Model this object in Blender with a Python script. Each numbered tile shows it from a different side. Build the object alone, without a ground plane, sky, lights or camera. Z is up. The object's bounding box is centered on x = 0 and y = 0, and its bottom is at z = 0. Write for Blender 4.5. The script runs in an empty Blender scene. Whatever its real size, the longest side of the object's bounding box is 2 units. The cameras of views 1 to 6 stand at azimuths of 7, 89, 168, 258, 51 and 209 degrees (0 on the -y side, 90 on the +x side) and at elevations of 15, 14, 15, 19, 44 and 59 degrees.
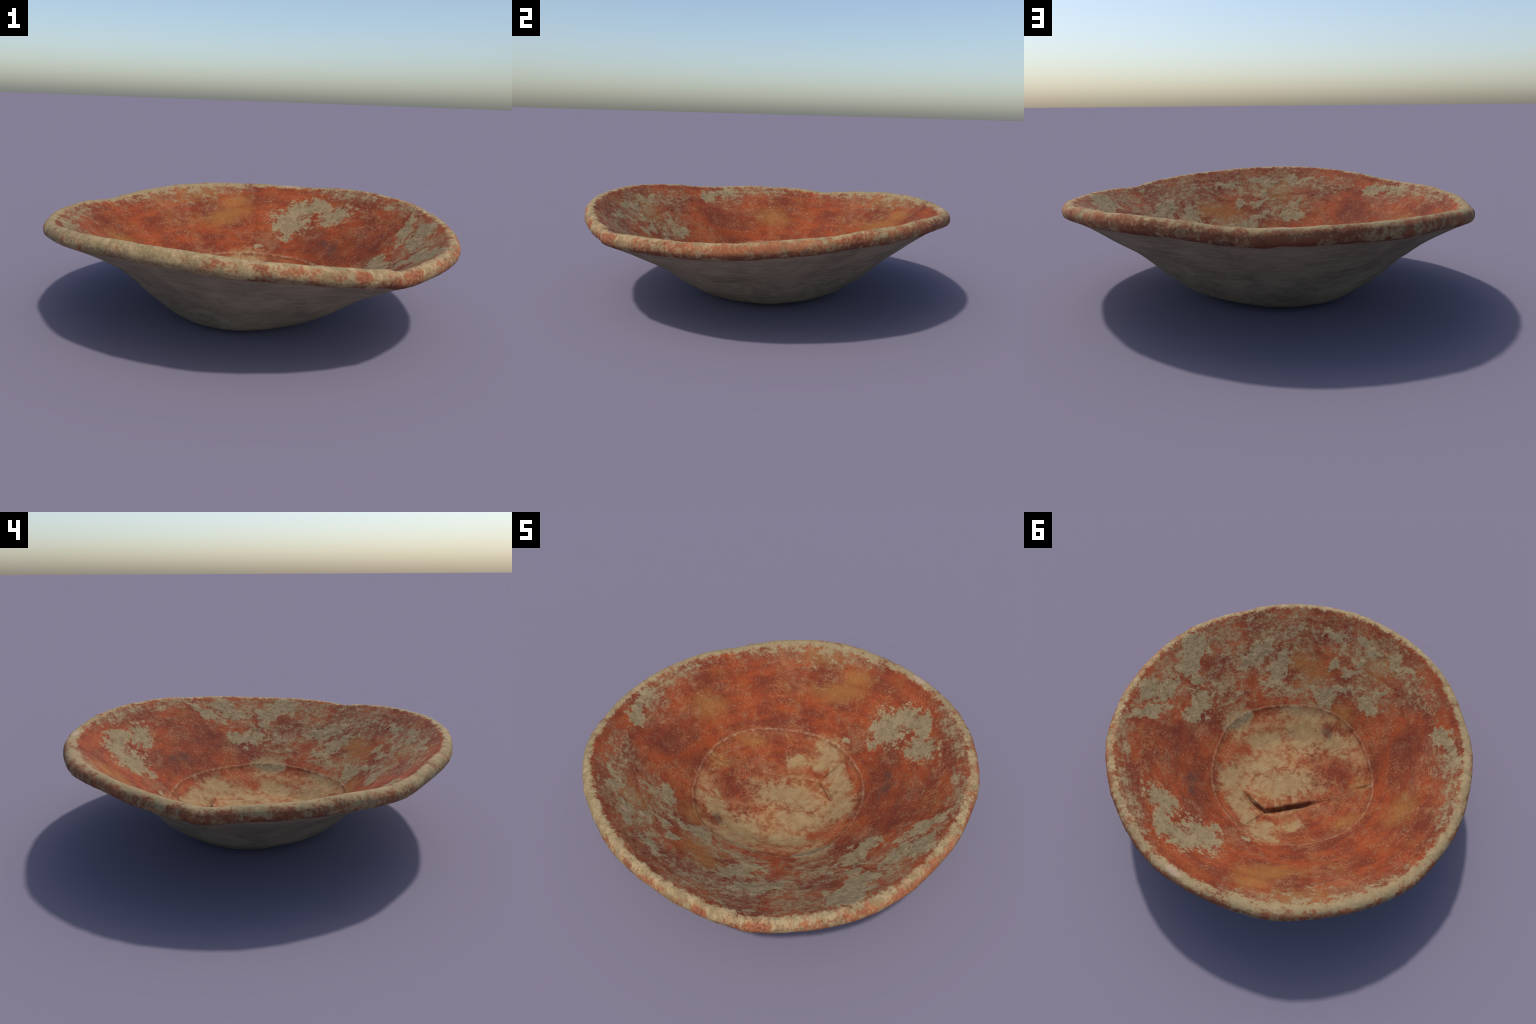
"""Ancient hand-made clay dish: flared conical wall, warped rolled rim, sunken cracked floor,
red-slipped inside with worn buff patches, plain buff clay outside."""
import bpy, math
import numpy as np
from mathutils import Vector, noise as mnoise

# ------------------------------------------------------------------ shape rules
# The rim is a warped ring: radius and height of the centre of its roll, every 7.5 degrees
RIM_R = [.9594, .9516, .9465, .9423, .9417, .9387, .9354, .9364, .94, .9483, .9543, .9536,
         .9536, .9556, .962, .9705, .9724, .9725, .9736, .9756, .9799, .9785, .9733, .97,
         .9618, .9529, .9528, .9552, .9495, .9411, .9422, .9456, .943, .9423, .9428, .9446,
         .9538, .9635, .9707, .9783, .9871, .9973, 1.0007, .9979, .9974, .9935, .9843, .9725]
RIM_Z = [.4588, .4684, .4767, .4886, .4952, .4983, .5032, .503, .4991, .4906, .4812, .4814,
         .4832, .482, .482, .4809, .4795, .4751, .4635, .4476, .4319, .4303, .4408, .445,
         .4469, .4502, .4474, .4467, .4553, .4688, .4809, .4903, .4991, .5034, .5023, .4996,
         .493, .4843, .4763, .4665, .4528, .4347, .4262, .4326, .4371, .4386, .4431, .4487]
# the ledge where the wall meets the sunken floor, every 15 degrees
LEDGE_R = [.454, .442, .443, .451, .457, .466, .479, .49, .493, .499, .513, .522,
           .516, .495, .476, .468, .47, .474, .47, .458, .451, .458, .471, .47]
LEDGE_Z = [.158, .161, .163, .164, .164, .163, .162, .159, .157, .158, .162, .165,
           .165, .164, .165, .165, .165, .165, .165, .163, .160, .158, .158, .158]
ROLL = .0349                     # radius of the rolled rim
NT = 1080                        # steps around
T = np.linspace(0, 2 * np.pi, NT, endpoint=False)


def periodic(values, t):
    """smooth closed curve through evenly spaced control values (Catmull-Rom)"""
    v = np.asarray(values, float)
    n = len(v)
    x = (t / (2 * np.pi) * n) % n
    i = np.floor(x).astype(int)
    f = x - i
    a, b, c, d = v[(i - 1) % n], v[i % n], v[(i + 1) % n], v[(i + 2) % n]
    return .5 * (2 * b + (c - a) * f + (2 * a - 5 * b + 4 * c - d) * f ** 2 + (3 * b - a - 3 * c + d) * f ** 3)


def angle_gap(t, degrees):
    return (np.degrees(t) - degrees + 180) % 360 - 180


def rim_step(t, at, height):
    """a small joint in the roll: one side stands higher than the other"""
    g = angle_gap(t, at)
    return -height * np.tanh(g / .9) * np.exp(-(g / 7) ** 2)


rim_r = periodic(RIM_R, T)
rim_z = periodic(RIM_Z, T) - .001 + rim_step(T, 152, .004) + rim_step(T, 310, .0045)
ledge_r = periodic(LEDGE_R, T)
ledge_z = periodic(LEDGE_Z, T)


def harmonics(c, t):
    """mean value plus cosine and sine terms of rising order"""
    out = np.full_like(t, c[0])
    for k in range(1, (len(c) - 1) // 2 + 1):
        out = out + c[2 * k - 1] * np.cos(k * t) + c[2 * k] * np.sin(k * t)
    return out


# lopsided foot, and the height of the outer wall a quarter, half and three quarters of the way out
foot_r = harmonics([.4174, -.0011, .0038, -.0118, -.0032, .0061, .0022], T)
foot_z = np.maximum(harmonics([.0299, .0154, -.0048, -.0031, .0065], T), .004)
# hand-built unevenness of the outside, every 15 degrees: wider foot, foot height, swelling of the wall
foot_r = foot_r + periodic([.01, .008, .003, 0, 0, 0, .003, .006, .01, .01, .01, .005, 0, 0, 0, 0, .002, .008, .012, .01, .002, 0, .003, .008], T)
foot_z = foot_z + periodic([-.004, -.002, 0, 0, 0, -.002, -.003, 0, .004, .004, .004, 0, 0, 0, 0, -.002, -.004, -.005, -.005, -.002, 0, 0, 0, 0], T)
swell = periodic([.015, .003, .004, .012, .006, 0, .009, .004, 0, .003, .010, .017, .018, .008, 0, .001, .014, .020, .022, .012, 0, 0, .006, .014], T)
wall_knots = np.stack([0 * T,
                       harmonics([.2585, .0015, -.0351, -.021, .0255, .0185, .0069], T),
                       harmonics([.5713, -.0215, -.0222, .0091, .023, .0194, -.0023], T),
                       harmonics([.8046, -.0264, -.0255, -.0026, .0072, .0065, .0061], T),
                       0 * T + 1])


def smoothstep(a, b, x):
    x = np.clip((x - a) / (b - a), 0, 1)
    return x * x * (3 - 2 * x)


# ------------------------------------------------------------------ profile, from under the base to the floor
rows, region = [], []            # each row: (radius, height) around the bowl


def row(r, z, name):
    rows.append(np.stack([np.broadcast_to(r, T.shape), np.broadcast_to(z, T.shape)], -1))
    region.append(name)


for a in np.linspace(0, 1, 56)[1:-1]:
    row(foot_r * a, foot_z * a ** 3, "base")
for s in np.linspace(0, 1, 110):
    k = min(int(s * 4), 3)
    h = wall_knots[k] + (wall_knots[k + 1] - wall_knots[k]) * (s * 4 - k)
    row(foot_r + (rim_r - .0595 - foot_r) * s, foot_z + (rim_z - .067 - foot_z) * h
        - swell * smoothstep(.08, .55, s) * (1 - .6 * smoothstep(.7, 1, s)),
        "base" if s < .03 else "outer_wall")
for s in np.linspace(0, 1, 10)[1:-1]:
    row(rim_r - .0595 + s * (.0595 + ROLL * math.cos(math.radians(-72))),
        rim_z - .067 - .4 * swell * (1 - s) + s * (.067 + ROLL * math.sin(math.radians(-72))), "outer_wall")
for deg in np.linspace(-72, 122, 44):
    a = math.radians(deg)
    reach = ROLL + .0025 * smoothstep(20, -50, deg)     # the roll hangs a little
    row(rim_r + reach * math.cos(a), rim_z + reach * math.sin(a), "rim")
top_r, top_z = rim_r + ROLL * math.cos(math.radians(122)), rim_z + ROLL * math.sin(math.radians(122))
sag = .001 + .016 * np.exp(-(angle_gap(T, 302) / 26) ** 2) - .012 * np.exp(-(angle_gap(T, 212) / 34) ** 2) + .004 * np.exp(-(angle_gap(T, 80) / 30) ** 2)
for s in np.linspace(0, 1, 130)[1:]:
    row(top_r + (ledge_r - top_r) * s, top_z + (ledge_z - top_z) * s - sag * math.sin(math.pi * s ** 1.2),
        "rim" if s < .03 else "inner_wall")
FLOOR_S = [0, .2, .42, .57, .68, .77, .9, .965, 1]
FLOOR_H = [.066, .056, .046, .049, .07, .094, .121, .142, .157]
for s in np.linspace(1, 0, 130)[1:-1]:
    low_side = .015 * np.exp(-(angle_gap(T, 110) / 45) ** 2) * math.exp(-((s - .72) / .22) ** 2)
    high_side = .018 * np.exp(-(angle_gap(T, 195) / 36) ** 2) * math.exp(-((s - .66) / .2) ** 2)
    row(ledge_r * s, np.interp(s, FLOOR_S, FLOOR_H) + (ledge_z - .157) * s ** 2 - low_side + high_side, "floor")

P = np.array(rows)               # (profile, around, 2)
NP = len(P)
# round the corners of the profile (keeps the small floor ledge)
idx = np.array([{"base": 0, "outer_wall": 1, "rim": 2, "inner_wall": 3, "floor": 4}[n] for n in region])
for k in range(24):
    m = (P[:-2] + 2 * P[1:-1] + P[2:]) / 4
    soft = np.where(idx <= 2, 1., np.where((idx == 4) & (np.abs(np.arange(NP) - np.argmax(idx == 4)) > 6), 1., .12))[1:-1, None, None]
    P[1:-1] += soft * (m - P[1:-1])

X = P[..., 0] * np.cos(T)
Y = P[..., 0] * np.sin(T)
Z = P[..., 1].copy()
inside = (idx >= 3)[:, None] & np.ones_like(X, bool)


# ------------------------------------------------------------------ relief
# where the wear sits inside the bowl, seen from above: centre x, y, half length, half width, turn
CRUST = [
    (.27, .735, .07, .05, 160),     (.153, .665, .115, .08, 158), (.158, .572, .05, .022, 140), (.202, .763, .084, .047, 13),
    (.346, .722, .091, .046, 133), (.424, .604, .1, .052, 169), (-.759, -.393, .1, .036, 132),
    (-.852, -.287, .07, .032, 112), (.646, -.121, .085, .061, 92), (.634, -.004, .071, .038, 58),
    (.736, -.192, .042, .029, 69), (.842, -.35, .112, .068, 72), (.804, -.254, .114, .038, 79),
    (.808, -.027, .111, .028, 95), (.872, .059, .085, .055, 102), (.802, .187, .116, .034, 72),
    (.512, -.588, .104, .045, 45), (.362, -.568, .101, .059, 85), (.369, -.46, .058, .028, 28),
    (.553, -.487, .067, .036, 80), (.098, -.834, .087, .03, 10), (.045, -.696, .04, .035, 109),
    (-.061, -.672, .047, .026, 5), (-.246, -.556, .081, .036, 143), (-.309, -.615, .031, .018, 14),
    (-.715, -.435, .054, .026, 130), (-.802, -.35, .062, .032, 128), (.013, -.536, .087, .05, 12),
    (-.06, -.593, .072, .016, 13), (-.08, -.846, .061, .018, 1), (-.312, -.762, .039, .027, 154),
    (-.186, -.803, .067, .015, 174), (.426, -.163, .1, .028, 72), (-.011, .52, .031, .018, 174),
    (-.403, -.733, .04, .013, 166), (-.102, -.73, .046, .015, 28)]
MOTTLE = [
    (.74, -.53, .18, .11, 53), (.43, -.74, .25, .11, 22), (-.109, -.79, .27, .09, 171),
    (.86, -.10, .26, .09, 91), (-.836, -.252, .141, .045, 117), (-.482, -.668, .16, .05, 147),
    (.55, -.52, .2, .12, 51), (.585, -.295, .14, .10, 59), (-.899, -.03, .25, .035, 97),
    (-.42, .82, .26, .06, 27), (-.2, -.62, .14, .07, 158), (-.721, .603, .22, .036, 51),
    (.502, .745, .265, .036, 140), (.80, .43, .22, .04, 120), (.25, -.48, .2, .06, 25), (.08, -.55, .15, .06, 5)]
OCHRE = [
    (-.209, -.732, .099, .061, 175), (.138, -.605, .088, .082, 84), (.255, -.655, .068, .055, 11),
    (-.451, .77, .141, .045, 28), (-.212, .782, .082, .053, 29), (-.257, .679, .149, .042, 31),
    (-.12, -.475, .081, .042, 152), (-.426, -.097, .056, .04, 52), (-.447, .141, .076, .036, 37),
    (-.697, .045, .094, .061, 88)]
CREAM = [
    (.05, -.3, .12, .1, 18), (.109, -.403, .111, .045, 24), (-.016, .047, .18, .08, 27),
    (.247, -.163, .104, .056, 35), (.43, -.156, .081, .059, 74), (.184, .005, .127, .067, 43),
    (.169, .3, .109, .052, 141), (.277, .176, .09, .07, 100), (.057, .375, .06, .04, 144),
    (-.174, .287, .062, .034, 27), (-.067, .45, .077, .038, 175), (-.19, -.34, .073, .03, 175),
    (-.244, -.251, .024, .019, 150), (-.151, -.31, .066, .053, 169), (-.044, .386, .07, .046, 39)]
STAIN = [(.432, .363, .046, .028, 107), (.373, .438, .04, .024, 114), (-.085, -.374, .051, .037, 128)]
DEEP = [(.637, -.392, .095, .061, 74), (.6, .2, .15, .1, 70), (.55, -.05, .1, .2, 0), (-.6, -.25, .1, .2, 20)]
FLOOR_CRACKS = [(-.11, .172, .15, .007, 37.5), (.10, .243, .085, .006, 163), (.029, .352, .08, .0045, 79), (-.44, -.098, .035, .005, 30)]
RED = [(-.253, -.08, .11, .09, 138), (-.38, .041, .11, .09, 165), (.155, .378, .09, .033, 149), (.311, .295, .149, .03, 122),
       (.383, .053, .061, .054, 70), (-.228, .367, .06, .05, 31), (.321, -.032, .04, .03, 37), (-.3, .25, .1, .07, 40), (-.32, .1, .14, .1, 100), (-.12, .33, .09, .05, 20), (.36, .13, .09, .05, 80)]

def lattice_noise(x, y, z, scale, seed):
    """value noise on a seeded lattice, smooth, about -1..1"""
    g = np.random.default_rng(seed).uniform(-1, 1, (64, 64, 64))
    x, y, z = (np.asarray(c) * scale + 31.7 for c in (x, y, z))
    i, j, k = (np.floor(c).astype(int) for c in (x, y, z))
    u, v, w = x - i, y - j, z - k
    u, v, w = (c * c * (3 - 2 * c) for c in (u, v, w))
    out = 0
    for a in (0, 1):
        for b in (0, 1):
            for c in (0, 1):
                out = out + g[(i + a) % 64, (j + b) % 64, (k + c) % 64] * \
                    (u if a else 1 - u) * (v if b else 1 - v) * (w if c else 1 - w)
    return out


def segment(x, y, a, b):
    """distance to the line a-b, signed side (left of a->b positive) and place along it"""
    ax, ay = a
    dx, dy = b[0] - ax, b[1] - ay
    n = math.hypot(dx, dy)
    s = ((x - ax) * dx + (y - ay) * dy) / n ** 2
    side = ((y - ay) * dx - (x - ax) * dy) / n
    c = np.clip(s, 0, 1)
    d = np.hypot(x - ax - c * dx, y - ay - c * dy)
    return d, side, s


floor_mask = (idx == 4)[:, None] & np.ones_like(X, bool)
# the broken centre piece of the floor stands proud along a bent crack
fx = X + .003 * lattice_noise(X, Y, Z, 14, 3)
fy = Y + .003 * lattice_noise(X, Y, Z, 14, 4)
CRACK = [(-.235, .075), (-.12, .165), (.013, .267), (.10, .258), (.185, .215)]
near = np.full_like(X, 9.)
for a, b in zip(CRACK[:-1], CRACK[1:]):
    d, side, s = segment(fx, fy, a, b)
    closer = d < np.abs(near)
    near = np.where(closer, np.where(side < 0, -d, d), near)
fade = smoothstep(-.28, -.16, fx) * (1 - smoothstep(.12, .20, fx))
above = 1 / (1 + np.exp(np.clip(near / .004, -40, 40)))          # 1 on the raised piece, 0 beyond the crack
piece = above * np.exp(-np.abs(near) / .07) * .019 - (1 - above) * np.exp(-np.abs(near) / .05) * .013
groove = -.015 * np.exp(-((near - .005) / .010) ** 2)
Z = np.where(floor_mask, Z + fade * (piece + groove), Z)
for a, b, depth, width in (((.013, .272), (.045, .432), .006, .006), ((-.1, -.06), (.20, -.10), .003, .012),
                           ((-.47, -.115), (-.41, -.08), .008, .007), ((-.235, .075), (-.40, -.02), .002, .008),
                           ((-.25, .09), (-.30, .20), .002, .008)):
    d, _, s = segment(fx, fy, a, b)
    Z = np.where(floor_mask, Z - depth * np.exp(-(d / width) ** 2), Z)
# a chip in the floor
d = np.hypot((X + .324) / .030, (Y - .036) / .022)
Z = np.where(floor_mask, Z - .007 * np.exp(-d ** 4), Z)

# raised, pitted crust left on the inside of the wall
def inside_spots(x, y, spots):
    best = np.full_like(x, 9.)
    for cx, cy, a, b, deg in spots:
        c, s = math.cos(math.radians(deg)), math.sin(math.radians(deg))
        best = np.minimum(best, np.hypot(((x - cx) * c + (y - cy) * s) / a, ((y - cy) * c - (x - cx) * s) / b))
    return 1 - best


pits = lattice_noise(X, Y, Z, 60, 21) + .6 * lattice_noise(X, Y, Z, 110, 22)
crust_field = inside_spots(X, Y, CRUST) + .35 * lattice_noise(X, Y, Z, 28, 23) + .25 * lattice_noise(X, Y, Z, 60, 24)
crust_h = smoothstep(-.15, .15, crust_field) * (.0016 + .0014 * pits)
mottle_h = smoothstep(.0, .6, inside_spots(X, Y, MOTTLE) + .5 * lattice_noise(X, Y, Z, 35, 25)) * .0011 * pits
Z = np.where(idx[:, None] >= 3, Z + crust_h + mottle_h, Z)

# crisp, broken edge of the ledge
edge_in = ledge_r - np.hypot(X, Y)
keep = smoothstep(-.5, .3, lattice_noise(X, Y, Z, 9, 31))
Z = np.where(floor_mask, Z - .0032 * keep * smoothstep(.0, .006, edge_in) * (1 - smoothstep(.012, .07, edge_in)), Z)

# surface normals in the profile plane, for lumps and wear
dR = np.gradient(P[..., 0], axis=0)
dZ = np.gradient(P[..., 1], axis=0)
ln = np.hypot(dR, dZ) + 1e-9
nr, nz = dZ / ln, -dR / ln
lump = .0028 * lattice_noise(X, Y, Z, 7, 11) + .0014 * lattice_noise(X, Y, Z, 18, 12) + .0007 * lattice_noise(X, Y, Z, 45, 13)
on_rim = np.exp(-((np.arange(NP) - np.where(idx == 2)[0].mean()) / 26.) ** 2)[:, None]
lump = lump + on_rim * (.0012 * lattice_noise(X, Y, Z, 30, 14) + .0010 * lattice_noise(X, Y, Z, 70, 15))
for at, depth in ((310, .004), (152, .003), (337, .002), (193, .003), (64, .002), (95, .003), (262, .002)):
    lump = lump - on_rim * depth * np.exp(-(np.radians(angle_gap(T, at)) / .0055) ** 2)
lump = lump * np.where(idx == 0, .6, 1.)[:, None]
X = X + lump * nr * np.cos(T)
Y = Y + lump * nr * np.sin(T)
Z = Z + lump * nz
# it stands on its lowest point
outside = (idx <= 1)[:, None]
Z = np.where(outside, Z - Z.min() * (1 - smoothstep(.0, .12, Z)), Z)

# ------------------------------------------------------------------ one closed surface, split by region
verts = np.stack([X, Y, Z], -1).reshape(-1, 3)
under = len(verts)
verts = np.vstack([verts, [[0, 0, Z[0].mean()]], [[0, 0, Z[-1].mean()]]])
quads, q_region = [], []
j = np.arange(NT)
jn = (j + 1) % NT
for i in range(NP - 1):
    quads.append(np.stack([i * NT + j, i * NT + jn, (i + 1) * NT + jn, (i + 1) * NT + j], -1))
    q_region += [idx[i + 1]] * NT if idx[i + 1] != idx[i] and idx[i] != 4 else [idx[i]] * NT
quads = np.vstack(quads)
q_region = np.array(q_region)
cap_a = np.stack([np.full(NT, under), jn, j], -1)
cap_b = np.stack([np.full(NT, under + 1), (NP - 1) * NT + j, (NP - 1) * NT + jn], -1)

whole = bpy.data.meshes.new("whole")
whole.from_pydata(verts.tolist(), [], quads.tolist() + cap_a.tolist() + cap_b.tolist())
whole.update()
vn = np.empty(len(verts) * 3, np.float32)
whole.vertex_normals.foreach_get("vector", vn)
vn = vn.reshape(-1, 3)
bpy.data.meshes.remove(whole)


# ------------------------------------------------------------------ materials
class Graph:
    """short hand for building node networks"""

    def __init__(self, name):
        self.mat = bpy.data.materials.new(name)
        self.mat.use_nodes = True
        self.nt = self.mat.node_tree
        self.nt.nodes.clear()
        self.out = self.nt.nodes.new("ShaderNodeOutputMaterial")
        self.bsdf = self.nt.nodes.new("ShaderNodeBsdfPrincipled")
        self.nt.links.new(self.bsdf.outputs[0], self.out.inputs[0])
        self.co = self.nt.nodes.new("ShaderNodeTexCoord").outputs["Object"]

    def put(self, socket, value):
        if isinstance(value, bpy.types.NodeSocket):
            self.nt.links.new(value, socket)
        elif isinstance(value, (tuple, list)) and len(value) == 3 and socket.type == "RGBA":
            socket.default_value = (*value, 1)
        else:
            socket.default_value = value

    def math(self, op, a, b=0., c=None, clamp=False):
        n = self.nt.nodes.new("ShaderNodeMath")
        n.operation, n.use_clamp = op, clamp
        self.put(n.inputs[0], a)
        self.put(n.inputs[1], b)
        if c is not None:
            self.put(n.inputs[2], c)
        return n.outputs[0]

    def vec(self, op, a, b=(0, 0, 0), scale=None):
        n = self.nt.nodes.new("ShaderNodeVectorMath")
        n.operation = op
        self.put(n.inputs[0], a)
        self.put(n.inputs[1], b)
        if scale is not None:
            self.put(n.inputs["Scale"], scale)
        return n.outputs["Value"] if op in ("LENGTH", "DISTANCE", "DOT_PRODUCT") else n.outputs["Vector"]

    def combine(self, x, y, z):
        n = self.nt.nodes.new("ShaderNodeCombineXYZ")
        for s, v in zip(n.inputs, (x, y, z)):
            self.put(s, v)
        return n.outputs[0]

    def separate(self, v):
        n = self.nt.nodes.new("ShaderNodeSeparateXYZ")
        self.put(n.inputs[0], v)
        return n.outputs

    def noise(self, co, scale, detail=4., rough=.55, distortion=0., colour=False):
        n = self.nt.nodes.new("ShaderNodeTexNoise")
        self.put(n.inputs["Vector"], co)
        n.inputs["Scale"].default_value = scale
        n.inputs["Detail"].default_value = detail
        n.inputs["Roughness"].default_value = rough
        n.inputs["Distortion"].default_value = distortion
        return n.outputs["Color" if colour else "Fac"]

    def cells(self, co, scale, feature="F1", out="Distance"):
        n = self.nt.nodes.new("ShaderNodeTexVoronoi")
        n.feature = feature
        self.put(n.inputs["Vector"], co)
        n.inputs["Scale"].default_value = scale
        return n.outputs[out]

    def step(self, lo, hi, v, to_lo=0., to_hi=1.):
        n = self.nt.nodes.new("ShaderNodeMapRange")
        n.interpolation_type = "SMOOTHSTEP"
        for key, val in (("Value", v), ("From Min", lo), ("From Max", hi), ("To Min", to_lo), ("To Max", to_hi)):
            self.put(n.inputs[key], val)
        return n.outputs["Result"]

    def mix(self, fac, a, b, blend="MIX"):
        n = self.nt.nodes.new("ShaderNodeMix")
        n.data_type, n.blend_type = "RGBA", blend
        n.clamp_factor = True
        self.put(n.inputs[0], fac)
        self.put(n.inputs[6], a)
        self.put(n.inputs[7], b)
        return n.outputs[2]

    def curve(self, x, values, lo, hi):
        """closed look-up along the turn 0..1"""
        n = self.nt.nodes.new("ShaderNodeFloatCurve")
        c = n.mapping.curves[0]
        ys = [(v - lo) / (hi - lo) for v in list(values) + [values[0]]]
        last = len(ys) - 1
        c.points[0].location = (0, ys[0])
        c.points[1].location = (1, ys[-1])
        for i in range(1, last):
            c.points.new(i / last, ys[i])
        n.mapping.update()
        self.put(n.inputs["Value"], x)
        return self.math("MULTIPLY_ADD", n.outputs[0], hi - lo, lo)

    def spots(self, flat, spots):
        """1 in the middle of the nearest oval, 0 on its edge, negative outside"""
        best = None
        fx, fy, _ = self.separate(flat)
        for x, y, a, b, deg in spots:
            if best is not None:          # carried along in z, where the oval is endlessly long: keeps the network narrow
                flat = self.combine(fx, fy, best)
            m = self.nt.nodes.new("ShaderNodeMapping")
            m.vector_type = "TEXTURE"
            self.put(m.inputs["Vector"], flat)
            m.inputs["Location"].default_value = (x, y, 0)
            m.inputs["Rotation"].default_value = (0, 0, math.radians(deg))
            m.inputs["Scale"].default_value = (a, b, 1e6)
            d = self.vec("LENGTH", m.outputs[0])
            best = d if best is None else self.math("MINIMUM", best, d)
        return self.math("SUBTRACT", 1., best)

    def bump(self, height, distance, strength=1., normal=None):
        n = self.nt.nodes.new("ShaderNodeBump")
        n.inputs["Strength"].default_value = strength
        n.inputs["Distance"].default_value = distance
        self.put(n.inputs["Height"], height)
        if normal is not None:
            self.put(n.inputs["Normal"], normal)
        return n.outputs[0]


def red_slip():
    g = Graph("worn_red_slip")
    m = g.math
    x, y, z = g.separate(g.co)
    r = m("SQRT", m("ADD", m("MULTIPLY", x, x), m("MULTIPLY", y, y)))
    turn = m("FRACT", m("ADD", m("DIVIDE", m("ARCTAN2", y, x), 2 * math.pi), 1.))
    safe = m("MAXIMUM", r, .02)
    swirl = g.combine(m("DIVIDE", x, safe), m("DIVIDE", y, safe), m("MULTIPLY", r, 7.))   # brushed round the bowl
    flat = g.combine(x, y, 0.)
    wob = g.vec("SUBTRACT", g.noise(g.co, 9, 5, .65, colour=True), (.5, .5, .5))
    flat_w = g.vec("MULTIPLY", g.vec("ADD", flat, g.vec("SCALE", wob, scale=.13)), (1, 1, 0))
    fine = g.noise(g.co, 75, 6, .72)
    medium = g.noise(g.co, 24, 7, .68, .3)
    large = g.noise(g.co, 4.5, 4, .55)
    grain = g.noise(g.co, 240, 3, .65)
    fine_c = m("SUBTRACT", fine, .5)
    medium_c = m("SUBTRACT", medium, .5)
    ragged = m("ADD", m("MULTIPLY", fine_c, 2.4), m("MULTIPLY", medium_c, 3.6))

    # red slip: deep red to orange red, brushed, thin in places
    brush = g.noise(swirl, 3.2, 6, .65)
    tone = m("ADD", m("MULTIPLY", large, .6), m("MULTIPLY", brush, .5))
    red = g.mix(g.step(.42, .68, tone), (.135, .024, .0105), (.278, .051, .0118))
    red = g.mix(g.step(.52, .72, g.noise(g.co, 7.3, 5, .65), 0, .6), red, (.225, .070, .017))
    red = g.mix(g.step(-.3, .7, g.spots(flat_w, DEEP), 0, .5), red, (.115, .022, .013))
    red = g.mix(g.step(.48, .34, medium, 0, .3), red, (.105, .026, .015))
    red = g.mix(g.step(.52, .66, m("ADD", m("MULTIPLY", grain, .6), m("MULTIPLY", fine, .4)), 0, .8), red, (.31, .115, .045))
    # brown film where the slip has thinned
    film = g.step(.50, .66, m("ADD", g.noise(g.co, 6.1, 6, .7, .5), m("MULTIPLY", medium_c, .4)))
    red = g.mix(m("MULTIPLY", film, .3), red, (.235, .12, .06))
    # ochre blotches
    och = m("ADD", g.spots(flat_w, OCHRE), m("MULTIPLY", ragged, .4))
    col = g.mix(g.step(-.9, .9, och, 0, .72), red, (.275, .115, .028))

    # fine scratches and flecks
    line_n = m("ABSOLUTE", m("SUBTRACT", g.noise(g.co, 24, 4, .6, 1.5), .5))
    lines = m("MULTIPLY", g.step(.014, .002, line_n), g.step(.47, .60, g.noise(g.co, 8, 4, .6)))
    chosen = m("MULTIPLY_ADD", m("SUBTRACT", g.noise(g.co, 10, 4, .6), .5), .55, -.02)
    long_n = m("ABSOLUTE", m("SUBTRACT", g.noise(swirl, 5.5, 5, .6, 1.), .5))
    lines = m("MAXIMUM", lines, m("MULTIPLY", g.step(.009, .001, long_n), g.step(.50, .60, g.noise(g.co, 6, 4, .6))))
    flecks = g.step(.615, .70, m("ADD", g.noise(g.co, 105, 4, .6), chosen))
    col = g.mix(m("MAXIMUM", m("MULTIPLY", lines, .85), m("MULTIPLY", flecks, .5)), col, (.39, .235, .11))

    # the floor is rubbed to cream and pink, with red left in places
    ledge = m("SUBTRACT", r, g.curve(turn, LEDGE_R, .4, .6))
    on_floor = g.step(.004, -.02, m("ADD", ledge, m("MULTIPLY", ragged, .012)))
    kept = m("ADD", g.spots(flat_w, RED), m("MULTIPLY", ragged, .5))
    tan = g.mix(g.step(.38, .62, medium), (.235, .095, .036), (.345, .19, .085))
    rubbed = m("MULTIPLY", on_floor, m("MULTIPLY", g.step(.05, -.9, kept), g.step(.38, .56, m("ADD", m("MULTIPLY", medium, .5), m("MULTIPLY", g.noise(g.co, 9, 5, .65), .5)))))
    col = g.mix(m("MULTIPLY", rubbed, .85), col, tan)
    cream_f = m("ADD", g.spots(flat_w, CREAM), m("MULTIPLY", ragged, .7))
    creamy = g.mix(g.step(.40, .62, medium), (.285, .178, .077), (.34, .238, .11))
    creamy = g.mix(g.step(.50, .38, grain, 0, .6), creamy, (.20, .125, .07))
    col = g.mix(g.step(-.7, .5, cream_f, 0, .9), col, creamy)

    # grey-beige crust
    buff = g.mix(g.step(.36, .64, medium), (.185, .13, .066), (.278, .20, .104))
    buff = g.mix(g.step(.45, .65, grain, 0, .5), buff, (.33, .245, .135))
    buff = g.mix(g.step(.48, .38, fine, 0, .75), buff, (.135, .10, .06))
    crust_f = m("ADD", m("MAXIMUM", g.spots(flat_w, CRUST), -1.6), m("MULTIPLY", ragged, .85))
    crust = g.step(-.12, .10, crust_f)
    mott = m("MAXIMUM", g.spots(flat_w, MOTTLE), -1.4)
    streaky = m("MULTIPLY", m("SUBTRACT", g.noise(swirl, 9, 7, .7), .5), 2.2)
    mott_f = m("ADD", m("MULTIPLY", mott, .45), m("ADD", m("MULTIPLY", ragged, .85), streaky))
    mott_m = g.step(-.05, .7, mott_f, 0, .95)
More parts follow.
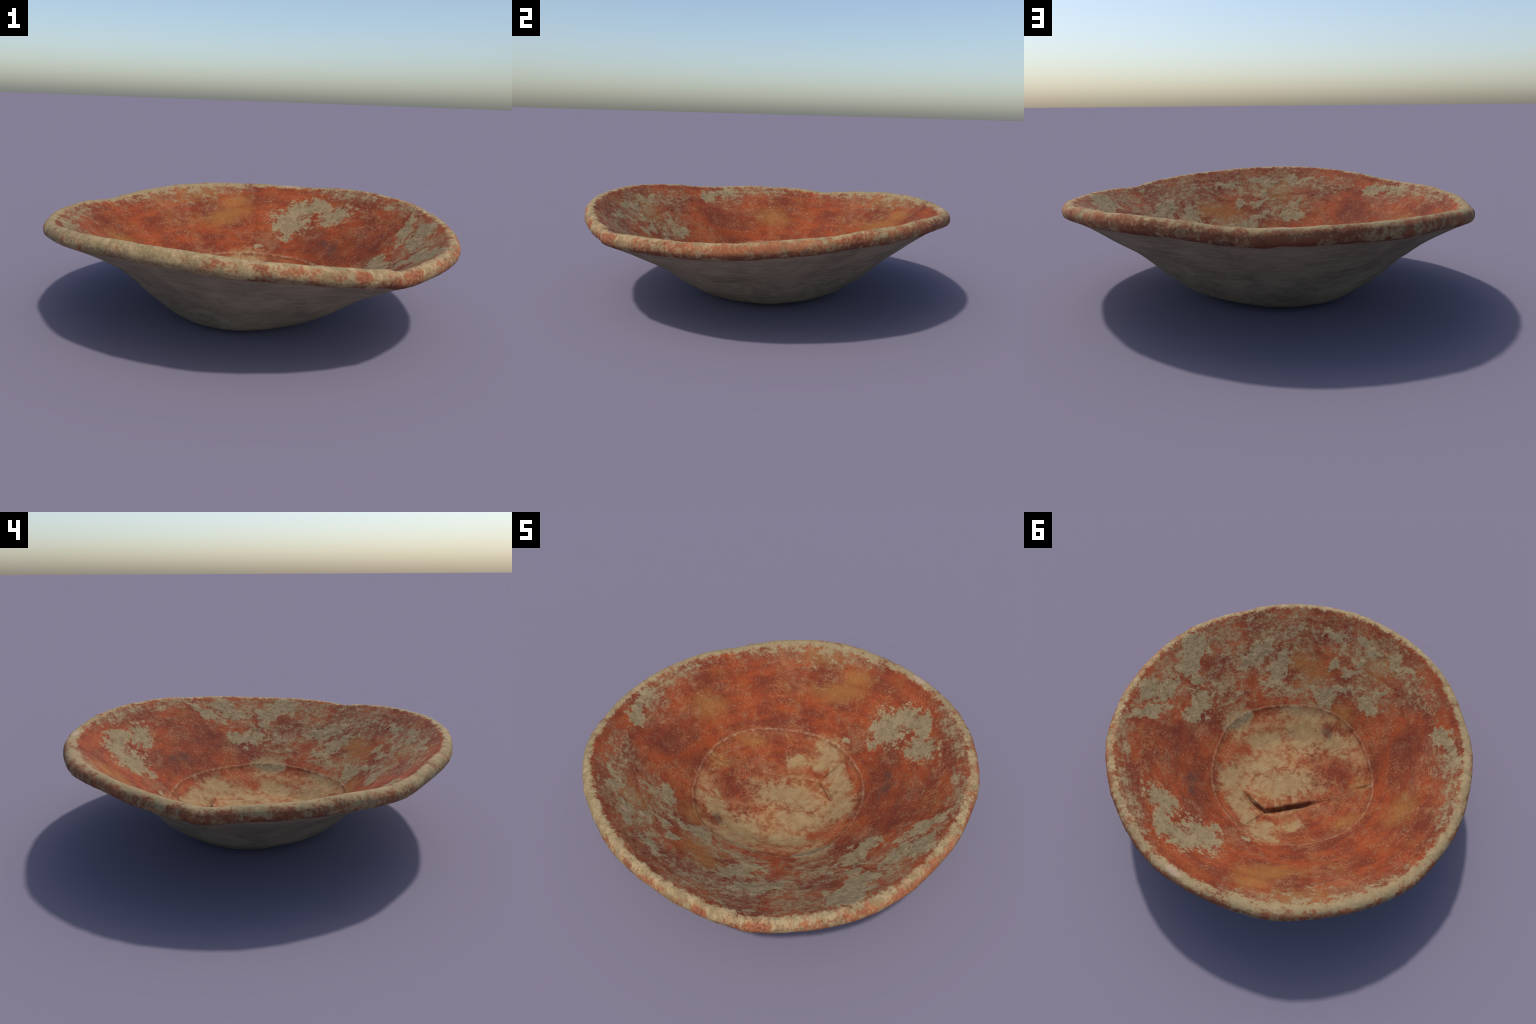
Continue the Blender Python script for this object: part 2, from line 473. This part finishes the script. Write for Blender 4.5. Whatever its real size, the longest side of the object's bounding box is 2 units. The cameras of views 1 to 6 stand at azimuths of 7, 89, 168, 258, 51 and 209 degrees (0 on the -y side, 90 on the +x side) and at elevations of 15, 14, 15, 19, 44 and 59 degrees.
    col = g.mix(g.step(-.45, .25, mott_f, 0, .45), col, (.205, .115, .06))
    col = g.mix(m("MAXIMUM", crust, mott_m), col, buff)

    # pale scuffed line along the ledge
    near = m("ADD", ledge, m("MULTIPLY", medium_c, .03))
    scuff = m("MULTIPLY", g.step(.008, .001, m("ABSOLUTE", m("SUBTRACT", near, .004))), g.step(-.2, .4, ragged, .25, 1.))
    col = g.mix(m("MULTIPLY", scuff, .6), col, (.38, .235, .13))
    dark_line = g.step(.006, .001, m("ABSOLUTE", m("ADD", near, .006)))  # thin dark line just inside the ledge, broken up below
    col = g.mix(m("MULTIPLY", m("MULTIPLY", dark_line, g.step(.3, -.5, ragged)), .5), col, (.10, .05, .03))
    # dark brown painted along the floor cracks, standing in for their shadow
    crack = m("ADD", g.spots(flat, FLOOR_CRACKS), m("MULTIPLY", fine_c, 1.2))
    col = g.mix(g.step(-.4, .7, crack, 0, .55), col, (.062, .035, .02))
    # dark stains
    stain = m("ADD", g.spots(flat_w, STAIN), m("MULTIPLY", ragged, .6))
    col = g.mix(g.step(-.5, .8, stain, 0, .7), col, (.075, .034, .024))

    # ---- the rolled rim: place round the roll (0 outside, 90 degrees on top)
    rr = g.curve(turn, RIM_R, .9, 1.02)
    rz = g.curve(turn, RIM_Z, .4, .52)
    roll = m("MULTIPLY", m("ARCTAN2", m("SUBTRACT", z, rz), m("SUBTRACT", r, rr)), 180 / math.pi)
    rim_red = g.mix(g.step(.40, .62, m("ADD", m("MULTIPLY", large, .5), m("MULTIPLY", medium, .5))), (.20, .055, .024), (.35, .125, .05))
    rim_red = g.mix(g.step(.45, .65, fine, 0, .6), rim_red, (.43, .19, .095))
    rim_red = g.mix(g.curve(turn, [.0, .1, .45, .6, .5, .4, .45, .3, .0, .0, .0, .0], 0, 1), rim_red, (.125, .042, .022))
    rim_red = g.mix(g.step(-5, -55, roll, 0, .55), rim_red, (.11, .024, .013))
    rim_buff = g.mix(g.step(.38, .62, medium), (.25, .175, .082), (.39, .28, .142))
    rim_buff = g.mix(g.step(.52, .38, fine, 0, .6), rim_buff, (.19, .13, .072))
    rim_buff = g.mix(g.curve(turn, [.0, .05, .3, .6, .7, .6, .5, .35, .1, .05, .0, .0], 0, 1), rim_buff, (.255, .19, .10))
    # share of the roll that lost its slip, every 30 degrees of the turn
    bare = g.curve(turn, [.34, .38, .40, .36, .42, .46, .44, .60, .84, .74, .48, .38], 0, 1)
    crest = g.step(30, 80, roll, 0, .32)
    blotch = m("MULTIPLY", m("SUBTRACT", g.noise(g.co, 13, 6, .68), .5), 2.6)
    worn = m("ADD", m("ADD", bare, crest), m("ADD", blotch, m("MULTIPLY", fine_c, 1.2)))
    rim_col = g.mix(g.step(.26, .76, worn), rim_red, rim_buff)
    soot = g.step(.60, .74, m("ADD", g.noise(g.co, 17, 4, .6), g.step(20, -40, roll, -.08, .06)), 0, .55)
    rim_col = g.mix(soot, rim_col, (.115, .095, .08))
    chip = m("ADD", g.spots(flat, [(.115, .945, .06, .022, 173)]), m("MULTIPLY", medium_c, 1.5))
    rim_col = g.mix(g.step(.0, .5, chip, 0, .8), rim_col, (.37, .265, .18))
    edge = m("ADD", m("SUBTRACT", r, rr), m("ADD", m("MULTIPLY", fine_c, .05), m("MULTIPLY", medium_c, .06)))
    # the bare crest spreads inward on the far side
    edge = m("ADD", edge, g.curve(turn, [0, 0, .008, .016, .026, .016, .010, .004, 0, 0, 0, 0], 0, .05))
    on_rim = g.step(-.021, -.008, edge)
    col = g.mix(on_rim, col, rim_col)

    # ---- fine relief
    h = m("ADD", m("MULTIPLY", g.noise(g.co, 75, 6, .72), .8), m("MULTIPLY", g.noise(g.co, 24, 7, .68, .3), .8))
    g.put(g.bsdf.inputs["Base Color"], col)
    g.put(g.bsdf.inputs["Normal"], g.bump(h, .006, .7))
    g.bsdf.inputs["Roughness"].default_value = .82
    g.bsdf.inputs["Specular IOR Level"].default_value = .2
    return g.mat


def buff_clay():
    g = Graph("buff_clay")
    m = g.math
    x, y, z = g.separate(g.co)
    r = m("MAXIMUM", m("SQRT", m("ADD", m("MULTIPLY", x, x), m("MULTIPLY", y, y))), .02)
    swirl = g.combine(m("DIVIDE", x, r), m("DIVIDE", y, r), m("MULTIPLY", z, 9.))
    streak = g.noise(swirl, 9, 6, .65)
    blot = g.noise(g.co, 5, 5, .6, .4)
    fine = g.noise(g.co, 60, 6, .7)
    col = g.mix(g.step(.35, .65, blot), (.205, .168, .115), (.30, .243, .165))
    col = g.mix(g.step(.42, .7, streak, 0, .6), col, (.35, .288, .195))
    col = g.mix(g.step(.46, .3, streak, 0, .3), col, (.14, .11, .085))
    col = g.mix(g.step(.58, .75, g.noise(g.co, 11, 4, .6), 0, .4), col, (.28, .19, .11))
    col = g.mix(g.step(.42, .30, fine, 0, .5), col, (.10, .08, .065))
    pits = m("MULTIPLY", g.step(.16, .08, g.cells(g.vec("MULTIPLY", g.co, (1, 1, 1.6)), 42)), g.step(.58, .66, g.noise(g.co, 19, 2)))
    col = g.mix(m("MULTIPLY", pits, .8), col, (.05, .04, .032))
    h = m("ADD", m("MULTIPLY", streak, .9), m("MULTIPLY", fine, .5))
    h = m("SUBTRACT", h, m("MULTIPLY", pits, .6))
    g.put(g.bsdf.inputs["Base Color"], col)
    g.put(g.bsdf.inputs["Normal"], g.bump(h, .006, .7))
    g.bsdf.inputs["Roughness"].default_value = .9
    g.bsdf.inputs["Specular IOR Level"].default_value = .15
    return g.mat


slip_material = red_slip()
clay_material = buff_clay()

bowl = bpy.data.objects.new("clay_bowl", None)
bpy.context.scene.collection.objects.link(bowl)
bowl["label"] = "ancient flared clay bowl with worn red slip inside"
bowl["category"] = "pottery bowl"

for code, (name, mat) in enumerate((("base", clay_material), ("outer_wall", clay_material), ("rim", slip_material),
                                    ("inner_wall", slip_material), ("floor", slip_material))):
    fs = [f for f in (quads[q_region == code],) if len(f)]
    faces = fs[0].tolist()
    if code == 0:
        faces += cap_a.tolist()
    if code == 4:
        faces += cap_b.tolist()
    used = np.unique(np.concatenate([np.asarray(f) for f in faces]))
    remap = np.zeros(len(verts), int)
    remap[used] = np.arange(len(used))
    me = bpy.data.meshes.new(name)
    me.from_pydata(verts[used].tolist(), [], [[int(remap[v]) for v in f] for f in faces])
    me.polygons.foreach_set("use_smooth", np.ones(len(me.polygons), bool))
    me.update()
    me.normals_split_custom_set_from_vertices(vn[used].tolist())
    me.materials.append(mat)
    ob = bpy.data.objects.new(name, me)
    bpy.context.scene.collection.objects.link(ob)
    ob.parent = bowl
